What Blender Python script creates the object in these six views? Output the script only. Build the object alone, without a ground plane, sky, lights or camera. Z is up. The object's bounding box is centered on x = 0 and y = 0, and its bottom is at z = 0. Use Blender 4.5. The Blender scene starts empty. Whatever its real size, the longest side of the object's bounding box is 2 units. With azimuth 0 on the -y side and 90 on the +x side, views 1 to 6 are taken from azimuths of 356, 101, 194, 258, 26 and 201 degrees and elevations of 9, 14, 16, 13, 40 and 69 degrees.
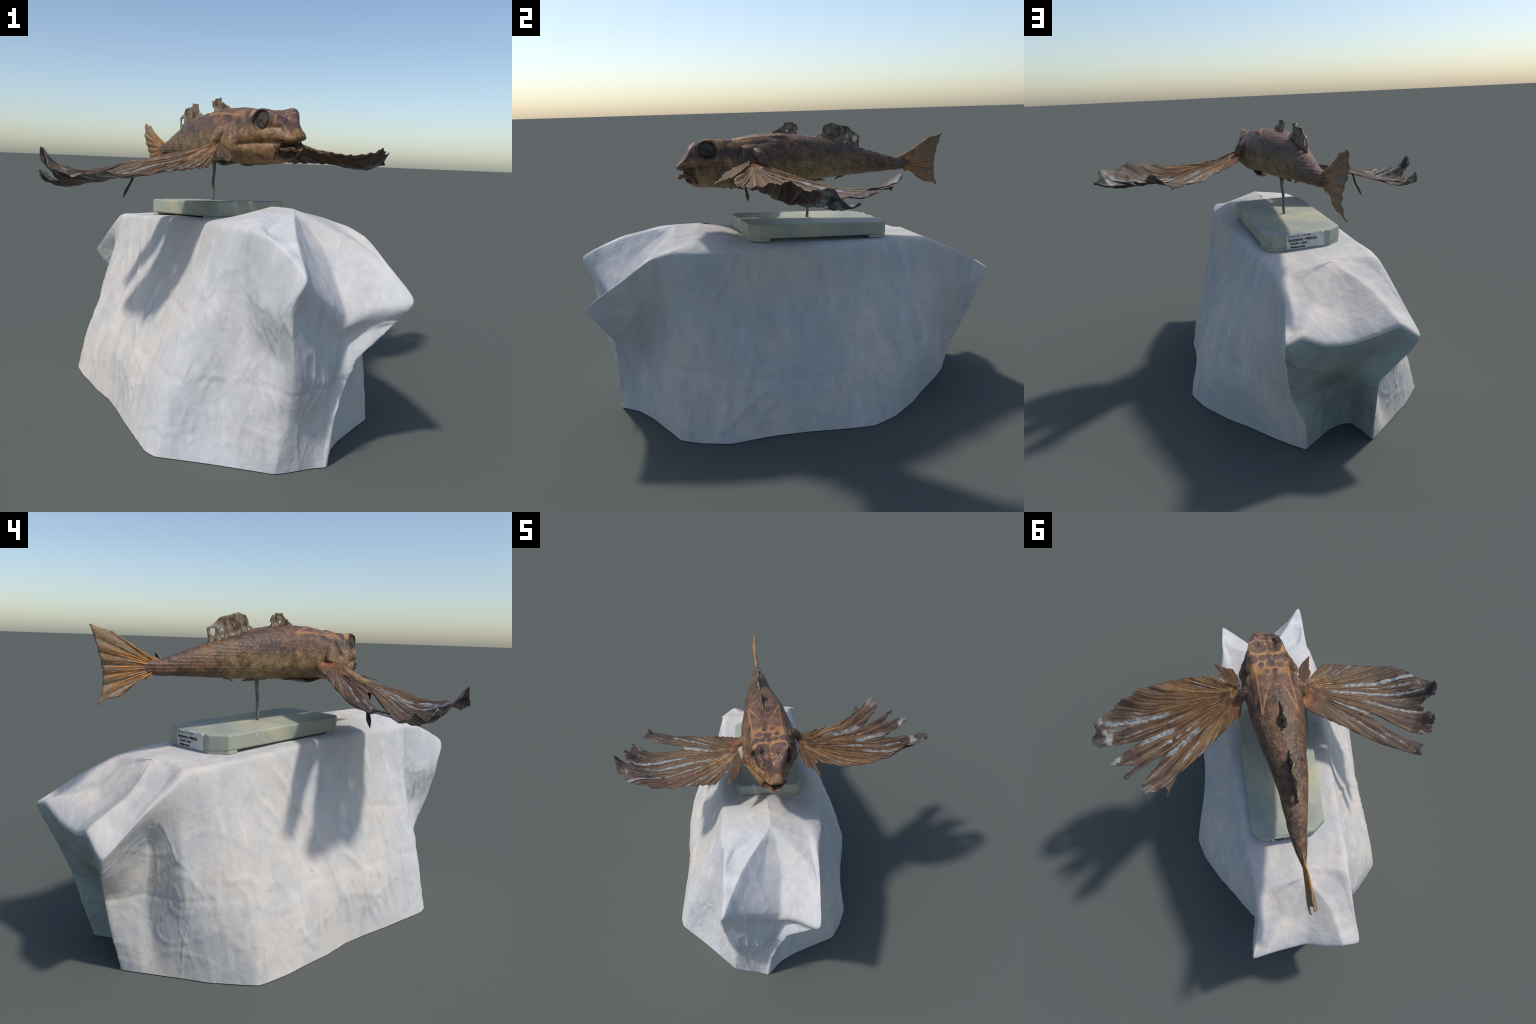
"""Dried flying fish with spread, torn wing fins, on a rod and a painted wooden
board, standing on a block covered with a white cotton sheet."""
import bpy, bmesh, math, random
import numpy as np
from mathutils import Vector, Matrix, noise
from mathutils.geometry import delaunay_2d_cdt

random.seed(11)
SCN = bpy.context.scene.collection

# ------------------------------------------------------------------ frames
# fish frame: s runs from the lips to the tail, b to the fish's left flank side
NOSE = (0.21, -0.47)
AX = (-0.50697643, 0.86195992)          # along the fish, head to tail
BX = (0.86195992, 0.50697643)           # across, towards +x
BASE_Z = 0.78                           # underside of the board


def fish(s, b, z):                      # fish frame -> local of the fish Empty
    return Vector((s, -b, z - BASE_Z))


def loc(p):                             # world -> local of the fish Empty
    dx, dy = p[0] - NOSE[0], p[1] - NOSE[1]
    return Vector((dx * AX[0] + dy * AX[1], -(dx * BX[0] + dy * BX[1]), p[2] - BASE_Z))


# ------------------------------------------------------------------ small helpers
def fbm(p, f, o=4):
    v = Vector(p) * f
    return noise.fractal(v, 1.0, 2.0, o)


def smooth(e0, e1, x):
    t = min(1.0, max(0.0, (x - e0) / (e1 - e0)))
    return t * t * (3 - 2 * t)


def hermite(xs, ys, x):
    """Smooth interpolation through (xs, ys); ys may be arrays. No overshoot at flat ends."""
    xs = np.asarray(xs, float); ys = np.asarray(ys, float)
    x = min(max(x, xs[0]), xs[-1])
    i = int(np.searchsorted(xs, x, side='right') - 1); i = min(max(i, 0), len(xs) - 2)
    h = xs[i + 1] - xs[i]; t = (x - xs[i]) / h

    def slope(k):
        if k == 0: return (ys[1] - ys[0]) / (xs[1] - xs[0])
        if k == len(xs) - 1: return (ys[-1] - ys[-2]) / (xs[-1] - xs[-2])
        d0 = (ys[k] - ys[k - 1]) / (xs[k] - xs[k - 1]); d1 = (ys[k + 1] - ys[k]) / (xs[k + 1] - xs[k])
        w = 0.5 * (d0 + d1)
        lim = 3 * np.minimum(np.abs(d0), np.abs(d1))
        return np.where(d0 * d1 <= 0, 0.0, np.clip(w, -lim, lim))
    m0, m1 = slope(i), slope(i + 1)
    return ((2 * t**3 - 3 * t**2 + 1) * ys[i] + (t**3 - 2 * t**2 + t) * h * m0
            + (-2 * t**3 + 3 * t**2) * ys[i + 1] + (t**3 - t**2) * h * m1)


def catmull(P, t, closed=False):
    """Catmull-Rom through the rows of P at parameter t (0..n-1, or 0..n closed)."""
    n = len(P); i = int(math.floor(t)); f = t - i
    if closed:
        a, b, c, d = (P[(i + k) % n] for k in (-1, 0, 1, 2))
    else:
        i = min(max(i, 0), n - 2); f = t - i
        b, c = P[i], P[i + 1]
        a = P[i - 1] if i > 0 else 2 * b - c
        d = P[i + 2] if i + 2 < n else 2 * c - b
    return 0.5 * ((2 * b) + (c - a) * f + (2 * a - 5 * b + 4 * c - d) * f * f
                  + (3 * b - a - 3 * c + d) * f**3)


def mesh_object(name, verts, faces, mat=None, parent=None, smooth_shade=True, origin=None):
    me = bpy.data.meshes.new(name)
    o = Vector(origin) if origin is not None else Vector((0, 0, 0))
    me.from_pydata([tuple(Vector(v) - o) for v in verts], [], [list(f) for f in faces])
    me.update()
    if smooth_shade:
        me.polygons.foreach_set('use_smooth', [True] * len(me.polygons))
    ob = bpy.data.objects.new(name, me)
    SCN.objects.link(ob)
    ob.location = o
    if mat: me.materials.append(mat)
    if parent: ob.parent = parent
    return ob


def fix_normals(ob):
    bm = bmesh.new(); bm.from_mesh(ob.data)
    bmesh.ops.recalc_face_normals(bm, faces=bm.faces)
    bm.to_mesh(ob.data); bm.free()


def tube(path, radii, n=8, flat=1.0, jitter=0.0, seed=0):
    """Closed tube along a path of points; returns verts, faces."""
    rnd = random.Random(seed)
    P = [Vector(p) for p in path]; vs = []; fs = []
    up = Vector((0.13, 0.21, 0.97))
    for i, p in enumerate(P):
        d = (P[min(i + 1, len(P) - 1)] - P[max(i - 1, 0)]).normalized()
        a = d.cross(up)
        if a.length < 1e-4: a = d.cross(Vector((1, 0, 0)))
        a.normalize(); b = a.cross(d).normalized()
        for k in range(n):
            t = 2 * math.pi * k / n
            r = radii[i] * (1 + jitter * (rnd.random() - .5))
            vs.append(p + a * math.cos(t) * r + b * math.sin(t) * r * flat)
    for i in range(len(P) - 1):
        for k in range(n):
            fs.append((i * n + k, i * n + (k + 1) % n, (i + 1) * n + (k + 1) % n, (i + 1) * n + k))
    fs.append(tuple(range(n))[::-1]); fs.append(tuple((len(P) - 1) * n + k for k in range(n)))
    return vs, fs


def spline(pts, m):
    P = [np.array(p, float) for p in pts]
    return [catmull(P, (len(P) - 1) * i / (m - 1)) for i in range(m)]


# ------------------------------------------------------------------ material kit
class Mat:
    """Thin wrapper that makes node networks readable."""

    def __init__(self, name, rough=0.7, spec=0.3):
        self.m = bpy.data.materials.new(name); self.m.use_nodes = True
        self.t = self.m.node_tree; self.t.nodes.clear()
        self.out = self.t.nodes.new('ShaderNodeOutputMaterial')
        self.p = self.t.nodes.new('ShaderNodeBsdfPrincipled')
        self.t.links.new(self.p.outputs[0], self.out.inputs[0])
        self.p.inputs['Roughness'].default_value = rough
        self.p.inputs['Specular IOR Level'].default_value = spec
        self.co = self.t.nodes.new('ShaderNodeTexCoord').outputs['Object']

    def put(self, sock, v):
        if isinstance(v, bpy.types.NodeSocket): self.t.links.new(v, sock)
        elif isinstance(v, (tuple, list)) and len(v) == 3 and sock.type == 'RGBA': sock.default_value = (*v, 1)
        else: sock.default_value = v

    def math(self, op, a, b=None, c=None, clamp=False):
        n = self.t.nodes.new('ShaderNodeMath'); n.operation = op; n.use_clamp = clamp
        for k, v in enumerate((a, b, c)):
            if v is not None: self.put(n.inputs[k], v)
        return n.outputs[0]

    def vec(self, op, a, b=None, scale=None):
        n = self.t.nodes.new('ShaderNodeVectorMath'); n.operation = op
        self.put(n.inputs[0], a)
        if b is not None: self.put(n.inputs[1], b)
        if scale is not None: self.put(n.inputs['Scale'], scale)
        return n.outputs['Value'] if op in ('DOT_PRODUCT', 'LENGTH', 'DISTANCE') else n.outputs[0]

    def xyz(self, v):
        n = self.t.nodes.new('ShaderNodeSeparateXYZ'); self.put(n.inputs[0], v); return n.outputs[:3]

    def join(self, x, y, z=0.0):
        n = self.t.nodes.new('ShaderNodeCombineXYZ')
        for k, v in enumerate((x, y, z)): self.put(n.inputs[k], v)
        return n.outputs[0]

    def noise(self, v=None, scale=5, detail=4, rough=.55, dist=0.0):
        n = self.t.nodes.new('ShaderNodeTexNoise'); self.put(n.inputs['Vector'], v or self.co)
        n.inputs['Scale'].default_value = scale; n.inputs['Detail'].default_value = detail
        n.inputs['Roughness'].default_value = rough; n.inputs['Distortion'].default_value = dist
        return n.outputs[0]

    def voronoi(self, v=None, scale=5, feature='F1', out='Distance', rnd=1.0):
        n = self.t.nodes.new('ShaderNodeTexVoronoi'); n.feature = feature
        self.put(n.inputs['Vector'], v or self.co); n.inputs['Scale'].default_value = scale
        n.inputs['Randomness'].default_value = rnd
        return n.outputs[out]

    def wave(self, v=None, scale=5, dist=2, detail=2, axis='X'):
        n = self.t.nodes.new('ShaderNodeTexWave'); n.bands_direction = axis
        self.put(n.inputs['Vector'], v or self.co); n.inputs['Scale'].default_value = scale
        n.inputs['Distortion'].default_value = dist; n.inputs['Detail'].default_value = detail
        return n.outputs['Fac']

    def ramp(self, f, *stops):
        n = self.t.nodes.new('ShaderNodeValToRGB'); e = n.color_ramp.elements
        while len(e) < len(stops): e.new(0.5)
        for k, (pos, col) in enumerate(stops):
            e[k].position = pos
            e[k].color = (*col, 1) if isinstance(col, (tuple, list)) else (col, col, col, 1)
        self.put(n.inputs[0], f); return n.outputs[0]

    def step(self, f, lo, hi):
        n = self.t.nodes.new('ShaderNodeMapRange'); n.interpolation_type = 'SMOOTHSTEP'
        self.put(n.inputs[0], f); n.inputs[1].default_value = lo; n.inputs[2].default_value = hi
        return n.outputs[0]

    def mix(self, f, a, b, mode='MIX'):
        n = self.t.nodes.new('ShaderNodeMix'); n.data_type = 'RGBA'; n.blend_type = mode
        self.put(n.inputs[0], f); self.put(n.inputs[6], a); self.put(n.inputs[7], b)
        return n.outputs[2]

    def bump(self, h, strength=.3, dist=.003, normal=None):
        n = self.t.nodes.new('ShaderNodeBump'); self.put(n.inputs['Height'], h)
        n.inputs['Strength'].default_value = strength; n.inputs['Distance'].default_value = dist
        if normal: self.put(n.inputs['Normal'], normal)
        return n.outputs[0]

    def scaled(self, sx, sy, sz, v=None):
        return self.vec('MULTIPLY', v or self.co, (sx, sy, sz))

    def seg(self, a, b, v=None):
        """distance to the line piece a-b"""
        a, b = Vector(a), Vector(b); ab = b - a
        pa = self.vec('SUBTRACT', v or self.co, tuple(a))
        h = self.math('MULTIPLY', self.vec('DOT_PRODUCT', pa, tuple(ab)), 1 / ab.length_squared, clamp=True)
        return self.vec('LENGTH', self.vec('SUBTRACT', pa, self.vec('SCALE', tuple(ab), scale=h)))

    def least(self, ds):
        r = ds[0]
        for d in ds[1:]: r = self.math('MINIMUM', r, d)
        return r

    def done(self, col, normal=None, rough=None):
        self.put(self.p.inputs['Base Color'], col)
        if normal: self.put(self.p.inputs['Normal'], normal)
        if rough is not None: self.put(self.p.inputs['Roughness'], rough)
        return self.m


# ------------------------------------------------------------------ cloth over the block
def cloth_material():
    m = Mat('white_cotton', rough=.85, spec=.15)
    big = m.noise(scale=3.2, detail=3, rough=.5)
    mid = m.noise(m.scaled(1, 1, .45), scale=11, detail=5, rough=.55, dist=.6)
    col = m.ramp(big, (.36, (.515, .505, .49)), (.50, (.575, .535, .485)), (.63, (.645, .57, .495)))  # white sheet greyed down, a compromise with its shaded long sides
    y = m.xyz(m.co)[1]
    blue = m.math('SUBTRACT', 1.0, m.step(m.math('ADD', y, m.math('MULTIPLY', mid, .5)), -.55, -.10))
    col = m.mix(m.math('MULTIPLY', blue, .55), col, (.59, .615, .66))  # cool daylight on the head end, tinted into the cloth colour
    col = m.mix(m.math('MULTIPLY', m.step(m.noise(m.scaled(1, 1, .7), scale=6, detail=4), .52, .70), .35), col, (.43, .445, .455))
    col = m.mix(m.step(mid, .32, .62), m.mix(.5, col, (.45, .45, .44)), col)
    hang = m.noise(m.vec('ADD', m.scaled(1, 1, .16), m.join(m.math('MULTIPLY', m.noise(scale=3, detail=2), .05), 0, 0)), scale=15, detail=5, rough=.6)  # drives painted fold shading: darkened grooves, lightened ridges
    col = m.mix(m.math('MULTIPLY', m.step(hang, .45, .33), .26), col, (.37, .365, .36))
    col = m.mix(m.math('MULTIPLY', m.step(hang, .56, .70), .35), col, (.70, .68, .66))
    fine_dark_mottle = m.noise(m.scaled(1, 1, .6), scale=30, detail=4, rough=.6, dist=1.2)
    col = m.mix(m.math('MULTIPLY', m.step(fine_dark_mottle, .56, .70), .25), col, (.40, .40, .40))
    weave = m.math('ADD', m.wave(m.scaled(1, 1, 1), scale=95, dist=1.5, axis='Z'),
                   m.noise(scale=220, detail=2))
    n = m.bump(m.noise(m.scaled(1, 1, .35), scale=22, detail=5, rough=.5), .2, .014)
    bent = m.vec('ADD', m.scaled(1, 1, .55), m.vec('SCALE', m.join(m.noise(scale=6), m.noise(scale=7), m.noise(scale=5)), scale=.16))
    n = m.bump(m.voronoi(bent, 9, rnd=1.0), .16, .035, n)
    n = m.bump(m.voronoi(bent, 21, rnd=1.0), .12, .014, n)
    n = m.bump(weave, .10, .002, n)
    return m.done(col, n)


def recess_shadow_tint_material():
    m = Mat('cotton_darkened_for_recess_shadow', rough=.8, spec=.2)
    z = m.xyz(m.co)[2]
    seams = m.least([m.math('ABSOLUTE', m.math('SUBTRACT', z, h)) for h in (.275, .155)])
    col = m.ramp(m.noise(scale=5, detail=4), (.35, (.235, .27, .25)), (.65, (.33, .37, .345)))  # shadow under the tail-end overhang, baked in as dark grey-green
    col = m.mix(m.math('SUBTRACT', 1.0, m.math('MULTIPLY', m.math('SUBTRACT', 1.0, m.step(seams, .002, .009)), .25)), m.mix(1, col, (.13, .15, .14)), col)
    return m.done(col, m.bump(m.noise(scale=14, detail=5), .25, .01))


def build_cloth():
    """A draped sheet: columns that run from the ridge of the top over the edge and
    down to the hem. Four corners are pulled out into overhanging folds."""
    front, rear = np.array([.195, -.505, .905]), np.array([-.43, .56, .778])

    def ridge(t):                        # line along the middle of the top
        p = front + (rear - front) * t
        p[2] = hermite([0, .08, .15, .20, .26, .45, .8, 1], [.905, .905, .893, .870, .842, .830, .793, .778], t)
        return p

    def column(t, edge, hem, *between, knee=None, bow=.0):
        """ridge place t, optional knee on the top, edge point, side points, hem"""
        a = ridge(t); e = np.array(edge, float); h = np.array((*hem, 0.0))
        if knee is None:
            k = a * .35 + e * .65; k[2] = max(e[2] + .006, a[2] * .55 + e[2] * .45)
        else:
            k = np.array(knee, float)
        if not between:
            out = np.array([h[0] - e[0], h[1] - e[1], 0]); out /= np.linalg.norm(out) + 1e-6
            bows = bow if isinstance(bow, tuple) else (.010 + bow * .85, bow, bow * .62)
            between = [e + (h - e) * f + out * w for f, w in zip((.2, .48, .75), bows)]
        return [a, k, e, *[np.array(b, float) for b in between], h]

    C = [
        # --- front end, between and around the two pulled-out corners
        column(0, (.178, -1.008, .736), (.127, -.852), (.138, -.980, .62), (.160, -.950, .43), (.166, -.878, .22), knee=(.17, -.77, .842)),
        column(0, (.215, -.935, .682), (.17, -.845), (.197, -.922, .565), (.194, -.938, .39), (.19, -.868, .2), knee=(.205, -.70, .822)),
        column(0, (.290, -.836, .624), (.23, -.825), (.261, -.850, .52), (.250, -.888, .365), (.235, -.840, .2), knee=(.235, -.655, .795)),
        column(0, (.370, -.752, .556), (.28, -.812), (.324, -.785, .47), (.30, -.842, .325), (.285, -.815, .17), knee=(.295, -.60, .780)),
        column(0, (.470, -.768, .583), (.305, -.808), (.394, -.722, .465), (.335, -.780, .31), (.315, -.795, .14), knee=(.36, -.585, .785)),
        column(0, (.604, -.784, .622), (.322, -.802), (.560, -.765, .540), (.420, -.757, .392), (.342, -.798, .20), knee=(.46, -.57, .780)),
        column(0, (.543, -.65, .715), (.348, -.70), (.420, -.612, .55), (.328, -.645, .34), (.330, -.70, .15), knee=(.42, -.50, .812)),
        column(0, (.485, -.54, .796), (.40, -.614), (.420, -.53, .57), (.392, -.580, .37), (.388, -.600, .17), knee=(.39, -.455, .835)),
        column(.02, (.447, -.443, .824), (.50, -.49), (.458, -.462, .60), (.485, -.480, .40), (.50, -.490, .2), knee=(.35, -.42, .85)),
        # --- long side towards +x
        column(.09, (.422, -.345, .822), (.567, -.41), bow=(.004, .018, .020)),
        column(.18, (.375, -.245, .815), (.575, -.30), bow=(-.014, .002, .012)),
        column(.27, (.325, -.158, .810), (.560, -.18), bow=(-.022, -.014, .000)),
        column(.37, (.255, -.043, .802), (.480, -.02), bow=(-.018, -.008, .004)),
        column(.48, (.187, .065, .796), (.42, .14), bow=(-.004, .012, .012)),
        column(.58, (.116, .174, .792), (.375, .30), bow=(.004, .024, .016)),
        column(.68, (.042, .292, .787), (.328, .435), bow=(.004, .026, .020)),
        column(.78, (-.028, .405, .783), (.235, .53), bow=(.000, .026, .034)),
        column(.88, (-.094, .517, .778), (.083, .622), bow=(.014, .060, .056)),
        column(.95, (-.15, .60, .768), (-.06, .685), bow=(.024, .054, .046)),
        # --- rear end with its two corners
        column(1, (-.215, .712, .746), (-.20, .755), (-.210, .758, .56), (-.200, .780, .37), (-.200, .772, .18)),
        column(1, (-.285, .855, .684), (-.285, .790), (-.250, .822, .52), (-.266, .795, .30), (-.278, .792, .15), knee=(-.305, .705, .716)),
        column(1, (-.317, 1.010, .588), (-.338, .806), (-.303, .975, .50), (-.303, .905, .31), (-.343, .845, .14), knee=(-.35, .79, .658)),
        column(1, (-.375, .970, .606), (-.362, .755), (-.358, .945, .45), (-.352, .845, .27), (-.37, .755, .12), knee=(-.39, .775, .652)),
        column(1, (-.455, .908, .553), (-.41, .652), (-.415, .875, .42), (-.402, .73, .25), (-.408, .655, .12), knee=(-.44, .735, .645)),
        column(1, (-.55, .843, .535), (-.461, .596), (-.49, .825, .42), (-.458, .67, .25), (-.459, .607, .12), knee=(-.50, .705, .645)),
        column(1, (-.65, .820, .570), (-.508, .577), (-.575, .79, .42), (-.525, .655, .25), (-.509, .587, .12), knee=(-.55, .675, .660)),
        column(1, (-.735, .790, .597), (-.565, .632), (-.64, .745, .43), (-.603, .730, .29), (-.572, .660, .13), knee=(-.60, .64, .690)),
        column(1, (-.812, .728, .530), (-.617, .690), (-.775, .742, .455), (-.655, .742, .32), (-.632, .724, .16), knee=(-.66, .60, .680)),
        column(1, (-.722, .592, .648), (-.665, .575), (-.622, .585, .50), (-.606, .592, .31), (-.628, .580, .15), knee=(-.60, .52, .73)),
        column(.98, (-.672, .512, .708), (-.693, .510), (-.650, .522, .53), (-.662, .518, .34), (-.682, .512, .17), knee=(-.57, .495, .752)),
        column(.96, (-.632, .453, .757), (-.715, .455), (-.668, .468, .55), (-.712, .458, .36), (-.708, .452, .18), knee=(-.54, .47, .775)),
        # --- long side towards -x
        column(.90, (-.59, .365, .772), (-.752, .37), bow=(.012, .034, .028)),
        column(.81, (-.53, .262, .781), (-.798, .19), bow=(.002, .014, .022)),
        column(.72, (-.478, .165, .788), (-.755, .085), bow=(-.004, .010, .020)),
        column(.63, (-.425, .07, .796), (-.70, -.012), bow=(-.008, .004, .024)),
        column(.54, (-.37, -.025, .806), (-.63, -.135), bow=(-.012, .002, .030)),
        column(.44, (-.312, -.13, .817), (-.558, -.239), bow=(-.014, .002, .034)),
        column(.33, (-.235, -.265, .825), (-.50, -.36), bow=(-.012, .003, .026)),
        column(.23, (-.16, -.40, .828), (-.455, -.46), bow=(-.012, .003, .014)),
        column(.12, (-.085, -.54, .835), (-.395, -.585), bow=(-.008, .014, .016)),
        column(.05, (-.045, -.625, .838), (-.345, -.69), (-.108, -.645, .62), (-.195, -.666, .42), (-.283, -.688, .21)),
        column(.03, (-.005, -.685, .838), (-.30, -.735), (-.060, -.690, .60), (-.135, -.700, .43), (-.23, -.718, .22)),
        column(.01, (.012, -.700, .836), (-.15, -.772), (.014, -.715, .60), (.000, -.722, .44), (-.085, -.738, .21)),
        column(0, (.085, -.832, .822), (0, -.815), (.066, -.845, .60), (.080, -.790, .42), (.020, -.785, .2), knee=(.08, -.70, .838)),
        column(0, (.135, -.922, .785), (.075, -.838), (.103, -.920, .60), (.132, -.868, .42), (.094, -.836, .2), knee=(.125, -.73, .842)),
    ]
    nc = len(C); A = np.array(C)                                  # nc x 7 x 3
    U, V = 14, 18                                                 # samples per control span
    rows = [0, 0.5] + [1 + i / V for i in range(0, 5 * V + 1)]
    nu = nc * U; grid = np.zeros((len(rows), nu, 3))

    def folded(P, t, closed, tight):     # between a stretched straight cloth and a soft curve
        i = int(math.floor(t)); f = t - i; n = len(P)
        lin = P[i % n] * (1 - f) + P[(i + 1) % n if closed else min(i + 1, n - 1)] * f
        return lin * tight + catmull(P, t, closed) * (1 - tight)
    colint = [np.array([folded(A[:, r], u / U, True, .68) for u in range(nu)]) for r in range(7)]
    for ri, r in enumerate(rows):
        for u in range(nu):
            P = [colint[k][u] for k in range(7)]
            grid[ri, u] = folded(P, r, False, .5)
    for _ in range(4):                   # ease the creases a little
        g = grid.copy()
        g[1:-1] = .5 * grid[1:-1] + .125 * (grid[:-2] + grid[2:] + np.roll(grid, 1, 1)[1:-1] + np.roll(grid, -1, 1)[1:-1])
        grid = g
    grid[-1, :, 2] = 0.0
    # wrinkles along the normals: hanging creases on the sides, soft dents everywhere
    du = np.roll(grid, -1, 1) - np.roll(grid, 1, 1); dv = np.gradient(grid, axis=0)
    nrm = np.cross(du, dv); nrm /= np.linalg.norm(nrm, axis=2, keepdims=True) + 1e-9
    if nrm[len(rows) // 2, 11 * U, 0] < 0: nrm = -nrm
    # long folds that can be followed on the two big sides: (place along the block, height) points
    folds = {-1: [([(-.05, .684), (.06, .595), (.17, .511)], -.006, .006), ([(.27, .70), (.162, .499), (.106, .345), (.09, .21)], .010, .014),
                  ([(-.184, .252), (-.204, .157), (-.218, .036)], .009, .010), ([(.01, .324), (-.10, .411)], .006, .008),
                  ([(.016, .496), (-.108, .505), (-.222, .515), (-.419, .492)], -.006, .008), ([(-.09, .413), (-.086, .238), (-.057, .096)], .007, .012),
                  ([(-.495, .388), (-.537, .239), (-.568, .118)], .008, .012), ([(.287, .727), (.222, .568)], .008, .016)],
             1: [([(-.462, .767), (-.432, .648), (-.475, .523), (-.48, .424), (-.435, .325), (-.43, .20), (-.47, .06)], .009, .010),
                 ([(-.36, .77), (-.398, .674), (-.432, .634)], .008, .008), ([(-.21, .767), (-.26, .631), (-.277, .427), (-.347, .22)], .009, .011),
                 ([(.152, .727), (.143, .605)], .007, .009), ([(-.478, .048), (-.36, .143), (-.252, .206)], .008, .008), ([(-.357, .02), (-.254, .142)], .008, .009),
                 ([(-.908, .398), (-.636, .331), (-.366, .256), (-.088, .234), (.155, .238)], -.005, .007), ([(-.682, .435), (-.63, .527)], .006, .008),
                 ([(-.796, .367), (-.744, .471)], .006, .012), ([(-.035, .398), (-.098, .584)], .006, .010)]}

    def fold_height(t, z, side):
        h = 0.0
        for pts, amp, w in folds[side]:
            best = 9.0
            for (t0, z0), (t1, z1) in zip(pts, pts[1:]):
                L = (t1 - t0) ** 2 + (z1 - z0) ** 2
                f = min(1, max(0, ((t - t0) * (t1 - t0) + (z - z0) * (z1 - z0)) / L))
                d = math.hypot(t - t0 - f * (t1 - t0), z - z0 - f * (z1 - z0)); best = min(best, d)
            if best < w * 3: h += (.75 if side < 0 else 1.25) * amp * math.exp(-abs(best / w) ** 1.4)
        return h
    gap = np.linalg.norm(du, axis=2) * .5
    for ri in range(2, len(rows)):
        for u in range(nu):
            p = grid[ri, u]; down = smooth(2.0, 3.0, rows[ri])
            a = fbm((p[0], p[1], p[2] * .30), 9.0, 2) * .0028 * down
            a += fbm(p, 4.5, 2) * .0035
            # pulled threads: crisp ridges hanging down, slanting folds, ironed creases
            q = Vector((p[0] + .05 * noise.noise(p_ := Vector(p) * 3), p[1] + .05 * noise.noise(p_ + Vector((5, 0, 0))), p[2]))
            for fx, fz, ox, cut, amp in ((6.5, .5, 0, .94, .0050), (11, .9, 9, .945, .0035), (19, 1.4, 4, .95, .0022)):
                rg = 1 - abs(noise.noise(Vector((q.x * fx, q.y * fx, q.z * fz + ox))))
                a += (max(0, rg - cut) / (1 - cut)) ** 1.6 * amp * down
            for sx, ox in ((2.2, 31), (-2.6, 47)):
                rg = 1 - abs(noise.noise(Vector((q.x * 3.5 + q.z * sx, q.y * 3.5 - q.z * sx, q.z * 2.4 + ox))))
                a += (max(0, rg - .955) / .045) ** 1.4 * .003 * down
            a -= .003 * math.exp(-((p[2] - .30 - .02 * math.sin(p[0] * 5)) / .006) ** 2) * down
            col = u // U
            if 8 <= col <= 18: a += fold_height(p[0] * AX[0] + p[1] * AX[1], p[2], 1) * down
            if 30 <= col <= 40: a += fold_height(p[0] * AX[0] + p[1] * AX[1], p[2], -1) * down
            a *= min(1.0, gap[ri, u] / .005)
            a *= .25 + .75 * smooth(0, .10, p[2])          # the hem itself runs clean
            if ri < 22: a *= .35 + .65 * smooth(0, 21, ri)
            grid[ri, u] = p + nrm[ri, u] * a
    grid[-1, :, 2] = 0.0
    grid[:, :, 2] = np.maximum(grid[:, :, 2], 0.0)
    # board stands on the top: keep the sheet just under it
    for ri in range(len(rows)):
        for u in range(nu):
            x, y, z = grid[ri, u]
            a, b = x * .473 - y * .881, x * .881 + y * .473
            if -.49 < a < .228 and -.26 < b < .13 and rows[ri] < 2.3:
                grid[ri, u, 2] = min(z, .8137 + .0586 * a + .009)
    verts = [tuple(v) for row in grid for v in row]
    faces = []; mats = []
    lo, hi = 21 * U, 27 * U
    for r in range(len(rows) - 1):
        for u in range(nu):
            u2 = (u + 1) % nu
            faces.append((r * nu + u, r * nu + u2, (r + 1) * nu + u2, (r + 1) * nu + u))
            mats.append(1 if (lo + 1 <= u < hi and rows[r] >= 2.10) else 0)
    ob = mesh_object('draped_sheet', verts, faces)
    ob.data.materials.append(cloth_material()); ob.data.materials.append(recess_shadow_tint_material())
    ob.data.polygons.foreach_set('material_index', mats)
    bm = bmesh.new(); bm.from_mesh(ob.data)
    bmesh.ops.remove_doubles(bm, verts=bm.verts, dist=1e-5)
    bmesh.ops.recalc_face_normals(bm, faces=bm.faces); bm.to_mesh(ob.data); bm.free()
    ob['label'] = 'white cotton sheet draped over a tall narrow block'
    ob['category'] = 'draped cloth'
    return ob


# ------------------------------------------------------------------ stand
def board_frame(a, b, z):                 # along / across the board -> world
    return (.473 * a + .881 * b, -.881 * a + .473 * b, z)


def paint_material():
    m = Mat('sage_green_paint', rough=.6, spec=.3)
    n1 = m.noise(scale=4.5, detail=4); n2 = m.noise(m.scaled(1, 2.5, 1), scale=18, detail=5, dist=.8)
    col = m.ramp(n1, (.34, (.27, .295, .245)), (.52, (.365, .37, .29)), (.68, (.47, .435, .29)))
    col = m.mix(m.step(n2, .30, .46), m.mix(.35, col, (.20, .24, .20)), col)
    col = m.mix(m.step(m.noise(scale=55, detail=3), .66, .74), col, (.50, .50, .42))
    return m.done(col, m.bump(m.noise(scale=30, detail=5), .15, .004))


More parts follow.
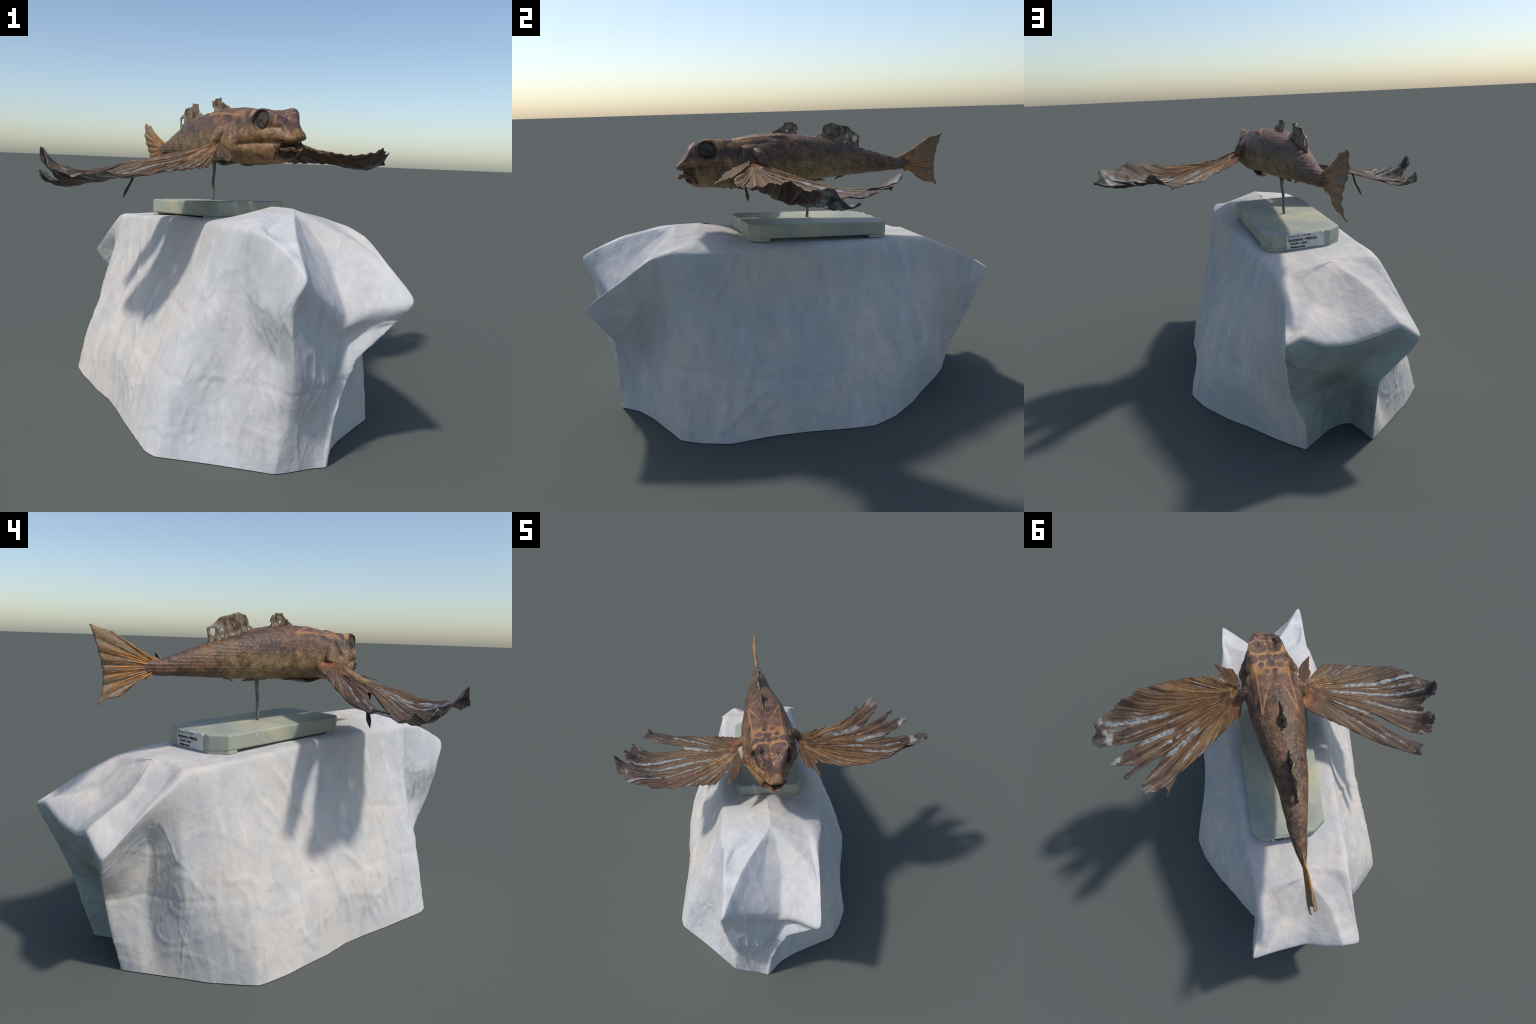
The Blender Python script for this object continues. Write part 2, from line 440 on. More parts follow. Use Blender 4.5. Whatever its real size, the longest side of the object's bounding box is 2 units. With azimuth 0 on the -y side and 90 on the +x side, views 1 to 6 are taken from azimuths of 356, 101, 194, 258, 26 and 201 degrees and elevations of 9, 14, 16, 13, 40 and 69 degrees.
def build_stand(parent):
    paint = paint_material()
    outline = [(.180, .126), (.226, .098), (.228, -.222), (.182, -.254),
               (-.432, -.254), (-.488, -.188), (-.492, .090), (-.448, .126)]
    top = lambda a: .8897 + .0586 * a

    def slab(name, pts, z0, z1, bevel, parent):
        n = len(pts)
        vs = [loc(board_frame(a, b, top(a) + z1)) for a, b in pts] + [loc(board_frame(a, b, top(a) + z0)) for a, b in pts]
        fs = [tuple(range(n)), tuple(range(2 * n - 1, n - 1, -1))] + [(i, i + n, (i + 1) % n + n, (i + 1) % n) for i in range(n)]
        ob = mesh_object(name, vs, fs, paint, parent, smooth_shade=False); fix_normals(ob)
        bm = bmesh.new(); bm.from_mesh(ob.data)
        bmesh.ops.bevel(bm, geom=bm.edges[:], offset=bevel, segments=4, profile=.6, affect='EDGES')
        for f in bm.faces: f.smooth = True
        bm.to_mesh(ob.data); bm.free()
        return ob
    board = slab('board', outline, -.060, .006, .010, parent)
    # feet: low battens under both ends of the board
    slab('foot', [(.178, .123), (.223, .096), (.225, -.220), (.180, -.251), (.13, -.251), (.13, .123)], -.074, -.058, .004, board)
    slab('foot', [(-.43, -.251), (-.486, -.186), (-.489, .088), (-.446, .123), (-.385, .123), (-.385, -.251)], -.074, -.058, .004, board)
    # rod, lumpy, with a cone of filler at its foot and a collar under the belly
    mr = Mat('verdigris_rod', rough=.55, spec=.4)
    mr.done(mr.ramp(mr.noise(scale=28, detail=4), (.35, (.075, .085, .07)), (.65, (.20, .215, .17))),
            mr.bump(mr.noise(scale=60), .3, .003))
    path = spline([(-.122, .084, .876), (-.122, .084, .893), (-.121, .086, .925), (-.123, .088, .98), (-.119, .091, 1.03), (-.122, .094, 1.085)], 40)
    rad = [hermite([0, .05, .10, .2, .5, .85, .95, 1], [.040, .030, .012, .0075, .0068, .008, .012, .018], i / 39) * (1 + .10 * noise.noise(Vector((0, 0, i * .45)))) for i in range(40)]
    v, f = tube([loc(p) for p in path], rad, 16)
    mesh_object('rod', v, f, mr.m, parent)
    # paper label with handwriting on the rear edge
    mp = Mat('label_paper', rough=.9, spec=.1)
    mp.done(mp.ramp(mp.noise(scale=30, detail=4), (.35, (.50, .49, .46)), (.65, (.62, .61, .58))))
    ink = Mat('ink', rough=.9, spec=.1); ink.done((.05, .045, .045))
    faint = Mat('faded_ink', rough=.9, spec=.1); faint.done((.27, .27, .28))
    tl, tr, bl, br = (Vector(p) for p in ((-.205, .443, .862), (-.367, .352, .866), (-.206, .440, .790), (-.368, .350, .795)))
    n = (tr - tl).cross(bl - tl).normalized()
    if n.y < 0: n = -n
    across = (tr - tl); down = (bl - tl)
    M, N = 16, 8; vs = []; fs = []
    for j in range(N + 1):
        for i in range(M + 1):
            p = tl + across * (i / M) + down * (j / N)
            if j == 0: p = p + Vector((0, 0, .0025 * math.sin(i * .9)))
            vs.append(loc(p + n * (.0065 + .0012 * noise.noise(p * 25))))
    for j in range(N):
        for i in range(M):
            k = j * (M + 1) + i; fs.append((k, k + 1, k + M + 2, k + M + 1))
    lab = mesh_object('label', vs, fs, mp.m, parent); fix_normals(lab)
    sm = lab.modifiers.new('thickness', 'SOLIDIFY'); sm.thickness = .004; sm.offset = 0

    def write(text, x, y, size, mat, slant=.18):
        cu = bpy.data.curves.new('writing', 'FONT'); cu.body = text; cu.size = size; cu.shear = slant
        cu.extrude = .0004; cu.offset = .0002; cu.space_character = .92
        tmp = bpy.data.objects.new('writing', cu); SCN.objects.link(tmp)
        bpy.context.view_layer.update()
        me = bpy.data.meshes.new_from_object(tmp.evaluated_get(bpy.context.evaluated_depsgraph_get()))
        bpy.data.objects.remove(tmp); bpy.data.curves.remove(cu)
        ex = (tr - tl).normalized(); ey = -(down - ex * down.dot(ex)).normalized(); ez = ex.cross(ey)
        if ez.dot(n) < 0: ez = -ez
        o = tl + across * x + down * y + n * .0100
        for v in me.vertices:
            w = noise.noise(v.co * 60) * .0004
            v.co = loc(o + ex * v.co.x + ey * (v.co.y + w) + ez * v.co.z)
        me.materials.clear(); me.materials.append(mat)
        ob = bpy.data.objects.new('writing', me); SCN.objects.link(ob); ob.parent = lab

    def line(x0, x1, y):
        p0 = tl + across * x0 + down * y + n * .0100; p1 = tl + across * x1 + down * (y - .015) + n * .0100
        v, f = tube([loc(p0), loc((p0 + p1) / 2), loc(p1)], [.0006] * 3, 6)
        mesh_object('underline', v, f, ink.m, lab)
    write('MT 000-c30   - I XL 284', .05, .17, .0125, faint.m, 0)
    write('Dactylopterus  volitans (L.)', .04, .41, .0142, ink.m)
    line(.04, .50, .46); line(.56, .81, .45)
    write('Grondin  volant', .09, .66, .0142, ink.m)
    write('Méditerranée', .10, .89, .0142, ink.m)


# ------------------------------------------------------------------ fish body
CENTRE = ([0, .05, .10, .30, .45, .60, .72, .85, .95, 1.1, 1.2, 1.4],
          [.000, -.010, -.0145, -.012, -.017, -.0165, -.0225, -.026, -.020, -.012, -.012, -.012])
ROLL = ([0, .25, .55, .9, 1.4], [.085, .085, .06, .03, .0])
EYE_S, EYE_Z, EYE_R = .128, 1.247, .0375


def centre(s): return float(hermite(*CENTRE, s))
def roll(s): return float(hermite(*ROLL, s))


def skin(s, b, z):
    """half-width coordinates -> fish frame with the body's bend and roll"""
    c = centre(s); return fish(s, b + c, z + roll(s) * b)


def body_stations():
    """half cross-sections from the middle of the back round to the middle of the belly"""
    head = {
        -.004: [(0, 1.181), (.010, 1.181), (.018, 1.180), (.022, 1.179), (.024, 1.177), (.024, 1.175), (.022, 1.173), (.015, 1.171), (.008, 1.170), (0, 1.170)],
        .003: [(0, 1.188), (.013, 1.188), (.024, 1.187), (.030, 1.184), (.033, 1.179), (.034, 1.173), (.031, 1.168), (.022, 1.166), (.011, 1.165), (0, 1.164)],
        .030: [(0, 1.210), (.016, 1.213), (.030, 1.213), (.039, 1.206), (.041, 1.197), (.050, 1.185), (.048, 1.168), (.036, 1.161), (.016, 1.158), (0, 1.157)],
        .050: [(0, 1.236), (.020, 1.240), (.037, 1.241), (.046, 1.231), (.047, 1.212), (.059, 1.190), (.058, 1.168), (.046, 1.157), (.025, 1.151), (0, 1.149)],
        .066: [(0, 1.249), (.025, 1.258), (.049, 1.265), (.057, 1.250), (.057, 1.217), (.071, 1.194), (.066, 1.166), (.056, 1.125), (.035, 1.098), (0, 1.090)],
        .100: [(0, 1.258), (.030, 1.270), (.066, 1.283), (.076, 1.264), (.074, 1.219), (.089, 1.195), (.082, 1.166), (.078, 1.120), (.050, 1.085), (0, 1.076)],
        .140: [(0, 1.269), (.040, 1.278), (.079, 1.290), (.089, 1.266), (.092, 1.219), (.107, 1.195), (.098, 1.164), (.095, 1.120), (.060, 1.083), (0, 1.073)],
        .190: [(0, 1.284), (.040, 1.286), (.079, 1.288), (.097, 1.265), (.113, 1.225), (.131, 1.190), (.122, 1.157), (.108, 1.115), (.070, 1.080), (0, 1.069)],
        .232: [(0, 1.290), (.040, 1.290), (.078, 1.286), (.103, 1.262), (.128, 1.225), (.152, 1.176), (.144, 1.142), (.116, 1.105), (.075, 1.075), (0, 1.066)],
        .262: [(0, 1.291), (.040, 1.290), (.077, 1.285), (.104, 1.258), (.124, 1.222), (.140, 1.178), (.136, 1.140), (.114, 1.102), (.075, 1.075), (0, 1.066)],
        .300: [(0, 1.294), (.040, 1.293), (.078, 1.285), (.110, 1.255), (.133, 1.220), (.145, 1.180), (.140, 1.140), (.116, 1.102), (.074, 1.076), (0, 1.067)],
        .360: [(0, 1.304), (.040, 1.301), (.080, 1.288), (.115, 1.255), (.136, 1.220), (.142, 1.180), (.136, 1.140), (.111, 1.104), (.070, 1.079), (0, 1.069)],
    }
    trunk = [(.43, .138, 1.310, 1.069), (.52, .1265, 1.308, 1.071), (.617, .112, 1.299, 1.074), (.717, .0945, 1.283, 1.076),
             (.82, .078, 1.257, 1.081), (.945, .0595, 1.224, 1.087), (1.07, .041, 1.186, 1.092), (1.16, .025, 1.160, 1.095),
             (1.21, .012, 1.152, 1.102), (1.25, .003, 1.137, 1.118)]
    ss = sorted(head); st = [np.array(head[s]) for s in ss]
    for s, w, zt, zb in trunk:
        zc, h = (zt + zb) / 2, (zt - zb) / 2
        pts = []
        for k in range(10):
            t = math.pi * k / 9
            sb, cb = math.sin(t), math.cos(t)
            pts.append((w * abs(sb) ** (2 / 2.25), zc + h * math.copysign(abs(cb) ** (2 / 2.15), cb)))
        ss.append(s); st.append(np.array(pts))
    return ss, np.array(st)


def body_relief(s, b, z, side):
    """height added along the normal: sockets, plates, gill slits, bony shield, keels"""
    h = 0.0
    de = math.hypot(s - EYE_S, z - EYE_Z)
    h += -.013 * (1 - smooth(EYE_R * .86, EYE_R * 1.04, de)) if b > .03 else 0
    h += .0035 * math.exp(-((de - EYE_R * 1.15) / .006) ** 2) * (1 if b > .05 else 0)

    def groove(p, q, w, d):
        (s0, z0), (s1, z1) = p, q; L = (s1 - s0) ** 2 + (z1 - z0) ** 2
        t = min(1, max(0, ((s - s0) * (s1 - s0) + (z - z0) * (z1 - z0)) / L))
        e = math.hypot(s - s0 - t * (s1 - s0), z - z0 - t * (z1 - z0))
        return -d * math.exp(-(e / w) ** 2)
    if b > .045:
        h += groove((.205, 1.262), (.221, 1.212), .006, .007) + groove((.221, 1.212), (.236, 1.172), .006, .009)
        h += groove((.272, 1.245), (.262, 1.195), .010, .014)
        h += groove((.035, 1.158), (.12, 1.163), .008, .014) + groove((.12, 1.163), (.205, 1.158), .006, .009)
        h += groove((.04, 1.219), (.10, 1.214), .007, .004)
        h += groove((.175, 1.245), (.19, 1.19), .006, -.003) + groove((.285, 1.262), (.41, 1.268), .006, .004)
        h += groove((.16, 1.135), (.24, 1.135), .012, -.004)
    # bony head shield with two prongs that reach back over the trunk
    if z > 1.25:
        plate = 0.0
        if s < .387: plate = 1 - smooth(.374, .382, s) if b < .04 else 1
        if s >= .31 and b >= .02:
            inner = hermite([.36, .386, .45, .522], [.0, .038, .056, .083], s)
            plate = max(plate if s < .386 and b < .04 else 0, smooth(inner - .003, inner + .003, b))
            if s > .524: plate = 0
        outer = hermite([.0, .2, .31, .42, .53], [.2, .086, .079, .083, .0845], s)
        plate *= 1 - smooth(outer - .002, outer + .004, b)
        plate *= smooth(.22, .31, s)
        h += plate * (.0035 + .004 * smooth(.40, .52, s))
    # keeled scale rows on the rear half
    k = smooth(.45, .75, s)
    h += k * .0007 * math.sin(2 * math.pi * (z - roll(s) * b) / .0125 + 5 * (s - .7) * (1.17 - z) * 10)
    h += .0022 * fbm((s * 1.0, b * side, z), 17, 4) + .0008 * fbm((s, b * side, z + 3), 60, 2)
    return h


def skin_material():
    m = Mat('dried_fish_skin', rough=.5, spec=.35)
    x, y, z = m.xyz(m.co)                        # x = along the fish, y across, z up (from the board)
    n_big = m.noise(scale=7, detail=5, rough=.6, dist=.5)
    n_mid = m.noise(scale=26, detail=5, rough=.6)
    n_str = m.noise(m.scaled(1, 4, 6), scale=12, detail=4)
    dark = m.ramp(n_mid, (.35, (.038, .024, .018)), (.50, (.076, .045, .031)), (.68, (.148, .086, .054)))
    rust = m.ramp(n_mid, (.36, (.080, .042, .026)), (.64, (.20, .105, .057)))
    col = m.mix(m.step(n_big, .44, .60), dark, rust)
    # golden flank and belly on the front two thirds (the real fish is pale below)
    belly = m.math('ADD', z, m.math('MULTIPLY', m.math('SUBTRACT', n_str, .5), .10))
    low = m.math('SUBTRACT', 1.0, m.step(belly, .355, .450))
    low = m.math('MULTIPLY', low, m.math('SUBTRACT', 1.0, m.step(x, .70, 1.10)))
    gold = m.ramp(n_mid, (.34, (.18, .105, .045)), (.66, (.42, .275, .130)))
    col = m.mix(m.math('MULTIPLY', low, .82), col, gold)
    # scales: rows of small plates with light middles
    sc = m.vec('ADD', m.scaled(88, 88, 104), m.vec('SCALE', m.join(n_mid, n_big, n_str), scale=1.6))
    dist = m.voronoi(sc, 1.0, rnd=.6)
    trunk = m.step(x, .27, .36)
    light = m.mix(m.math('MULTIPLY', m.math('SUBTRACT', 1.0, m.step(dist, .12, .55)), m.math('MULTIPLY', trunk, .40)),
                  col, m.mix(.5, col, (.44, .26, .14)))
    col = m.mix(m.math('MULTIPLY', m.step(dist, .48, .72), m.math('MULTIPLY', trunk, .45)), light, m.mix(.55, light, (.02, .010, .008)))
    # cheeks: warm tan on the lower head
    tan = m.ramp(m.noise(scale=24, detail=5, dist=1.0), (.38, (.10, .043, .020)), (.55, (.235, .125, .048)), (.70, (.37, .21, .08)))
    cheek = m.math('MULTIPLY', m.math('SUBTRACT', 1.0, m.step(m.math('ADD', x, m.math('MULTIPLY', n_mid, .08)), .25, .33)),
                   m.math('SUBTRACT', 1.0, m.step(z, .415, .455)))
    col = m.mix(m.math('MULTIPLY', cheek, .75), col, tan)
    # top of the head: orange ground with dark plates, thin pale seams
    flat = m.vec('MULTIPLY', m.co, (1, 1, 0))
    top = m.math('MULTIPLY', m.step(z, .465, .495), m.math('SUBTRACT', 1.0, m.step(x, .30, .345)))
    warp = m.vec('SCALE', m.vec('SUBTRACT', m.join(n_mid, m.noise(m.scaled(1, 1, 1), scale=31), .5), (.5, .5, .5)), scale=.020)
    fl = m.vec('ADD', flat, warp)
    snout = m.math('MULTIPLY', m.math('SUBTRACT', 1.0, m.step(x, .085, .12)), m.step(z, .432, .452))
    top = m.math('MAXIMUM', top, snout)
    spots = [(.150, .026, .041), (.153, -.056, .039), (.098, -.012, .026), (.100, .042, .031), (.100, -.066, .030),
             (.218, .014, .019), (.214, -.018, .019), (.222, -.053, .020), (.252, -.022, .024), (.265, -.068, .021),
             (.258, .027, .017), (.220, .061, .026), (.220, -.094, .026), (.055, .020, .03), (.055, -.04, .03), (.040, -.01, .022), (.298, -.036, .016), (.298, .005, .015)]
    fields = []
    for s, b, r in spots:
        d = m.vec('DISTANCE', fl, (s, -b, 0)); fields.append(m.math('SUBTRACT', d, r))
    spot = m.math('SUBTRACT', 1.0, m.step(m.least(fields), -.006, .0035))
    ground = m.ramp(n_mid, (.35, (.25, .12, .050)), (.65, (.45, .235, .095)))
    plate = m.ramp(m.noise(scale=40, detail=5), (.35, (.060, .036, .030)), (.65, (.16, .088, .064)))
    col = m.mix(m.math('MULTIPLY', top, .9), col, m.mix(spot, ground, plate))
    shield = m.math('MULTIPLY', m.math('MULTIPLY', m.step(z, .480, .51), m.step(x, .29, .33)), m.math('SUBTRACT', 1.0, m.step(x, .38, .45)))
    col = m.mix(m.math('MULTIPLY', shield, .6), col, m.ramp(n_mid, (.35, (.10, .048, .034)), (.65, (.25, .12, .07))))
    seams = [((.098, .0145), (.13, .012)), ((.098, .0145), (.112, .048)), ((.112, .048), (.128, .095)), ((.098, .0145), (.10, -.022)),
             ((.10, -.022), (.128, -.062)), ((.10, -.022), (.075, -.03)), ((.112, .048), (.085, .044))]
    L = [m.seg((*a, 0), (*b, 0), fl) for a, b in seams]
    line = m.math('MULTIPLY', m.math('SUBTRACT', 1.0, m.step(m.least(L), .0015, .0055)), m.step(z, .44, .47))
    col = m.mix(m.math('MULTIPLY', line, .75), col, (.36, .18, .095))
    prongs = [((.300, .099), (.42, .106)), ((.42, .106), (.520, .108)), ((.520, .108), (.43, .078)), ((.43, .078), (.386, .058)),
              ((.300, -.056), (.42, -.060)), ((.42, -.060), (.522, -.060)), ((.522, -.060), (.43, -.030)), ((.43, -.030), (.386, -.006))]
    L = [m.seg((*a, 0), (*b, 0), flat) for a, b in prongs]
    line = m.math('MULTIPLY', m.math('SUBTRACT', 1.0, m.step(m.least(L), .001, .005)), m.step(z, .47, .49))
    col = m.mix(m.math('MULTIPLY', line, .75), col, (.40, .185, .070))
    # dark smear behind the gills and tail stalk warmth
    col = m.mix(m.math('MULTIPLY', m.step(x, .85, 1.2), .4), col, rust)
    ring = m.vec('LENGTH', m.vec('SUBTRACT', m.vec('MULTIPLY', m.co, (1, 0, 1)), (EYE_S, 0, EYE_Z - BASE_Z + .001)))
    col = m.mix(m.math('MULTIPLY', m.math('SUBTRACT', 1.0, m.step(ring, .037, .046)), m.math('MULTIPLY', m.step(m.math('ABSOLUTE', m.math('SUBTRACT', y, .0145)), .060, .072), .9)), col, (.022, .017, .014))
    h = m.math('ADD', m.math('MULTIPLY', m.math('MULTIPLY', dist, trunk), -.8), m.math('MULTIPLY', m.noise(scale=90, detail=3), .5))
    return m.done(col, m.bump(h, .5, .004), rough=m.ramp(n_mid, (.3, .42), (.7, .62)))


def build_body(parent):
    ss, st = body_stations()
    H = 61                                        # samples on each half ring
    n_ring = 340
    s_vals = []
    for i in range(n_ring):
        t = i / (n_ring - 1)
        s_vals.append(-.004 + 1.254 * (t * .55 + .45 * t ** 1.9))
    verts = []; ring_n = 2 * H - 2; ring_s = []
    raw = []
    for s in s_vals:
        P = [hermite(ss, st, s)[k] for k in range(10)]
        half = [catmull(P, 9 * k / (H - 1)) for k in range(H)]
        ring = [(max(p[0], 0), p[1], 1) for p in half] + [(max(p[0], 0), p[1], -1) for p in half[-2:0:-1]]
        raw.append([(s, p[0], p[1], p[2]) for p in ring])
    base = np.array([[(p[0], p[1] * p[3], p[2]) for p in r] for r in raw])
    du = np.gradient(base, axis=0); dv = np.roll(base, -1, 1) - np.roll(base, 1, 1)
    nr = np.cross(dv, du); nr /= np.linalg.norm(nr, axis=2, keepdims=True) + 1e-9
    if nr[n_ring // 2, H // 2, 1] < 0: nr = -nr
    for i in range(n_ring):
        for j in range(ring_n):
            s, b, z, sd = raw[i][j]
            q = base[i, j] + nr[i, j] * body_relief(s, b, z, sd)
            verts.append(skin(*q))
    faces = []; region = []
    for i in range(n_ring - 1):
        for j in range(ring_n):
            j2 = (j + 1) % ring_n
            faces.append((i * ring_n + j, i * ring_n + j2, (i + 1) * ring_n + j2, (i + 1) * ring_n + j))
            zz = raw[i][j][2]
            edge = .245 + .05 * smooth(1.20, 1.28, zz)
            region.append('head' if s_vals[i] < edge else ('trunk' if s_vals[i] < .86 else 'tail'))
    faces.append(tuple(range(ring_n))); region.append('head')
    faces.append(tuple((n_ring - 1) * ring_n + k for k in range(ring_n))); region.append('tail')
    whole = mesh_object('whole', verts, faces); fix_normals(whole)
    me = whole.data
    normals = [v.normal.copy() for v in me.vertices]
    polys = [tuple(p.vertices) for p in me.polygons]
    mat = skin_material()
    for part in ('head', 'trunk', 'tail'):
        fs = [f for f, r in zip(polys, region) if r == part]
        used = sorted({i for f in fs for i in f}); idx = {v: k for k, v in enumerate(used)}
        ob = mesh_object(part, [me.vertices[i].co for i in used], [[idx[i] for i in f] for f in fs], mat, parent)
        ob.data.normals_split_custom_set_from_vertices([normals[i] for i in used])
    bpy.data.objects.remove(whole)
    return mat


def build_head_parts(parent, skin_mat):
    # eyes: sunken dried discs
    me = Mat('dried_eye', rough=.5, spec=.3)
    r = m_r = None
    x, y, z = me.xyz(me.co)
    r = me.math('SQRT', me.math('ADD', me.math('MULTIPLY', x, x), me.math('MULTIPLY', z, z)))
    iris = me.ramp(me.noise(scale=70, detail=5), (.36, (.032, .025, .015)), (.55, (.078, .060, .036)), (.72, (.165, .135, .085)))
    col = me.mix(me.step(r, .006, .0095), (.018, .022, .026), iris)
    col = me.mix(me.step(r, .026, .031), col, (.035, .028, .020))
    me.done(col, me.bump(me.noise(scale=60, detail=4), .3, .003))
    for side in (1, -1):
        w = .0885
        c = skin(EYE_S - .002, side * (w - .0175), EYE_Z)
        vs, fs = [], []
        N, M = 32, 14
        for i in range(M + 1):
            t = math.pi * i / M
            for k in range(N):
                p = 2 * math.pi * k / N
                rr = .0365 * math.sin(t)
                v = Vector((rr * math.cos(p), -side * .0125 * math.cos(t), rr * math.sin(p)))
                v += v * .05 * noise.noise(v * 60)
                v.y += -side * .10 * v.x * 1.6          # follows the narrowing face
                vs.append(v)
        for i in range(M):
            for k in range(N):
                fs.append((i * N + k, i * N + (k + 1) % N, (i + 1) * N + (k + 1) % N, (i + 1) * N + k))
        ob = mesh_object('eye', vs, fs, me.m, parent); ob.location = c; fix_normals(ob)
    # mouth cavity and jaw
    mm = Mat('mouth_lining', rough=.7, spec=.2)
    mm.done(mm.ramp(mm.noise(scale=30), (.35, (.018, .012, .009)), (.65, (.05, .032, .022))))
    vs, fs = [], []
    N, M = 28, 14
    for i in range(M + 1):
        t = math.pi * i / M
        for k in range(N):
            p = 2 * math.pi * k / N
            vs.append(skin(.062 + .028 * math.cos(t), .046 * math.sin(t) * math.cos(p), 1.127 + .031 * math.sin(t) * math.sin(p)))
    for i in range(M):
        for k in range(N):
            fs.append((i * N + k, i * N + (k + 1) % N, (i + 1) * N + (k + 1) % N, (i + 1) * N + k))
    ob = mesh_object('mouth', vs, fs, mm.m, parent); fix_normals(ob)
    lip = Mat('leathery_lip', rough=.55, spec=.3)
    lip.done(lip.ramp(lip.noise(scale=45, detail=5), (.36, (.045, .022, .014)), (.55, (.13, .062, .034)), (.70, (.27, .14, .07))), lip.bump(lip.noise(scale=80, detail=4), .5, .004))
    # lower lip: flattened arch that juts out under the upper lip
    path = []
    for i in range(41):
        t = -1 + 2 * i / 40
        s = .006 + .066 * abs(t) ** 1.7
        b = .054 * math.copysign(abs(t) ** .85, t)
        zz = 1.131 + .014 * smooth(.45, 1.0, abs(t)) - .005 * math.cos(t * 9) + .003 * noise.noise(Vector((t * 9, 1, 0)))
        path.append(skin(s, b, zz))
    rad = [.0118 + .003 * noise.noise(Vector((i * .35, 4, 0))) for i in range(41)]
    v, f = tube(path, rad, 14, flat=.5, jitter=.14, seed=3)
    v = [q + Vector((.6, .6, 1)) * .0045 * noise.noise(Vector(q) * 70) for q in v]
    jaw = mesh_object('lower_jaw', v, f, lip.m, parent); fix_normals(jaw)
    # tooth plate roof between the lips, and loose mouth skin at the corners
    for sd in (1, -1):
        path = spline([skin(.050, sd * .050, 1.160), skin(.046, sd * .058, 1.142), skin(.055, sd * .056, 1.120), skin(.072, sd * .046, 1.098), skin(.080, sd * .02, 1.088)], 18)
        v, f = tube(path, [.007 + .004 * math.sin(i * .6) ** 2 for i in range(18)], 10, flat=.4, jitter=.2, seed=5 + sd)
        v = [q + Vector((1, .5, .7)) * .005 * noise.noise(Vector(q) * 65) for q in v]
        ob = mesh_object('mouth_skin', v, f, lip.m, parent); fix_normals(ob)
    # nostrils: small dark dents in front of the eyes
    mn = Mat('nostril', rough=.8); mn.done((.022, .015, .013))
    for sd in (1, -1):
        c = skin(.060, sd * .0455, 1.231)
        v, f = tube([c + Vector((-.006, 0, .004)), c, c + Vector((.007, 0, -.005))], [.001, .0045, .001], 10, flat=.8)
        ob = mesh_object('nostril', v, f, mn.m, parent); fix_normals(ob)


# ------------------------------------------------------------------ thin fins
def in_poly(p, poly):
    x, y = p; c = False; n = len(poly); j = n - 1
    for i in range(n):
        xi, yi = poly[i]; xj, yj = poly[j]
        if (yi > y) != (yj > y) and x < (xj - xi) * (y - yi) / (yj - yi) + xi: c = not c
        j = i
    return c


def ragged(poly, step, amp, seed, wild=lambda p: 1.0):
    """outline with small tears: extra points pushed in and out by noise"""
    out = []; n = len(poly); rnd = random.Random(seed)
    for i in range(n):
        a, b = np.array(poly[i]), np.array(poly[(i + 1) % n]); L = np.linalg.norm(b - a)
        m = max(1, int(L / step)); nrm = np.array([-(b - a)[1], (b - a)[0]]) / (L + 1e-9)
        for k in range(m):
            p = a + (b - a) * k / m
            if k:
                w = amp * wild(p) * (noise.noise(Vector((p[0] * 90, p[1] * 90, seed))) + .6 * (rnd.random() - .5))
                p = p + nrm * w
            out.append((float(p[0]), float(p[1])))
    return out


def sheet(outline, holes, spacing, seed):
    """triangulated sheet in the plane, cut to its outline and holes"""
    pts = list(outline); edges = [(i, (i + 1) % len(outline)) for i in range(len(outline))]
    for h in holes:
        k = len(pts); pts += list(h); edges += [(k + i, k + (i + 1) % len(h)) for i in range(len(h))]
    xs = [p[0] for p in outline]; ys = [p[1] for p in outline]; rnd = random.Random(seed)
    border = np.array(pts)
    y = min(ys); row = 0
    while y < max(ys):
        x = min(xs) + (row % 2) * spacing * .5
        while x < max(xs):
            q = (x + (rnd.random() - .5) * spacing * .3, y + (rnd.random() - .5) * spacing * .3)
            if in_poly(q, outline) and not any(in_poly(q, h) for h in holes) and \
                    np.min(np.hypot(border[:, 0] - q[0], border[:, 1] - q[1])) > spacing * .55:
                pts.append(q)
            x += spacing
        y += spacing * .87; row += 1
    vs, _, fs, *_ = delaunay_2d_cdt([Vector(p) for p in pts], edges, [], 0, 1e-6)
    vs = [tuple(v) for v in vs]; good = []
    for f in fs:
        c = (sum(vs[i][0] for i in f) / len(f), sum(vs[i][1] for i in f) / len(f))
        if in_poly(c, outline) and not any(in_poly(c, h) for h in holes): good.append(tuple(f))
    used = sorted({i for f in good for i in f}); idx = {v: k for k, v in enumerate(used)}
    return [vs[i] for i in used], [tuple(idx[i] for i in f) for f in good]


class Surface:
    """smooth height over the plane through scattered points (thin plate)"""

    def __init__(self, P, lam=1e-5):
        P = np.array(P, float); self.P = P[:, :2]; n = len(P)
        K = self.k(np.linalg.norm(self.P[:, None] - self.P[None], axis=2)) + lam * np.eye(n)
        Q = np.hstack([np.ones((n, 1)), self.P])
        A = np.vstack([np.hstack([K, Q]), np.hstack([Q.T, np.zeros((3, 3))])])
        self.w = np.linalg.solve(A, np.concatenate([P[:, 2], np.zeros(3)]))

    def k(self, r): return r * r * np.log(r + 1e-9)

    def __call__(self, x, y):
        r = np.hypot(self.P[:, 0] - x, self.P[:, 1] - y)
        return float(self.k(r) @ self.w[:-3] + self.w[-3] + self.w[-2] * x + self.w[-1] * y)


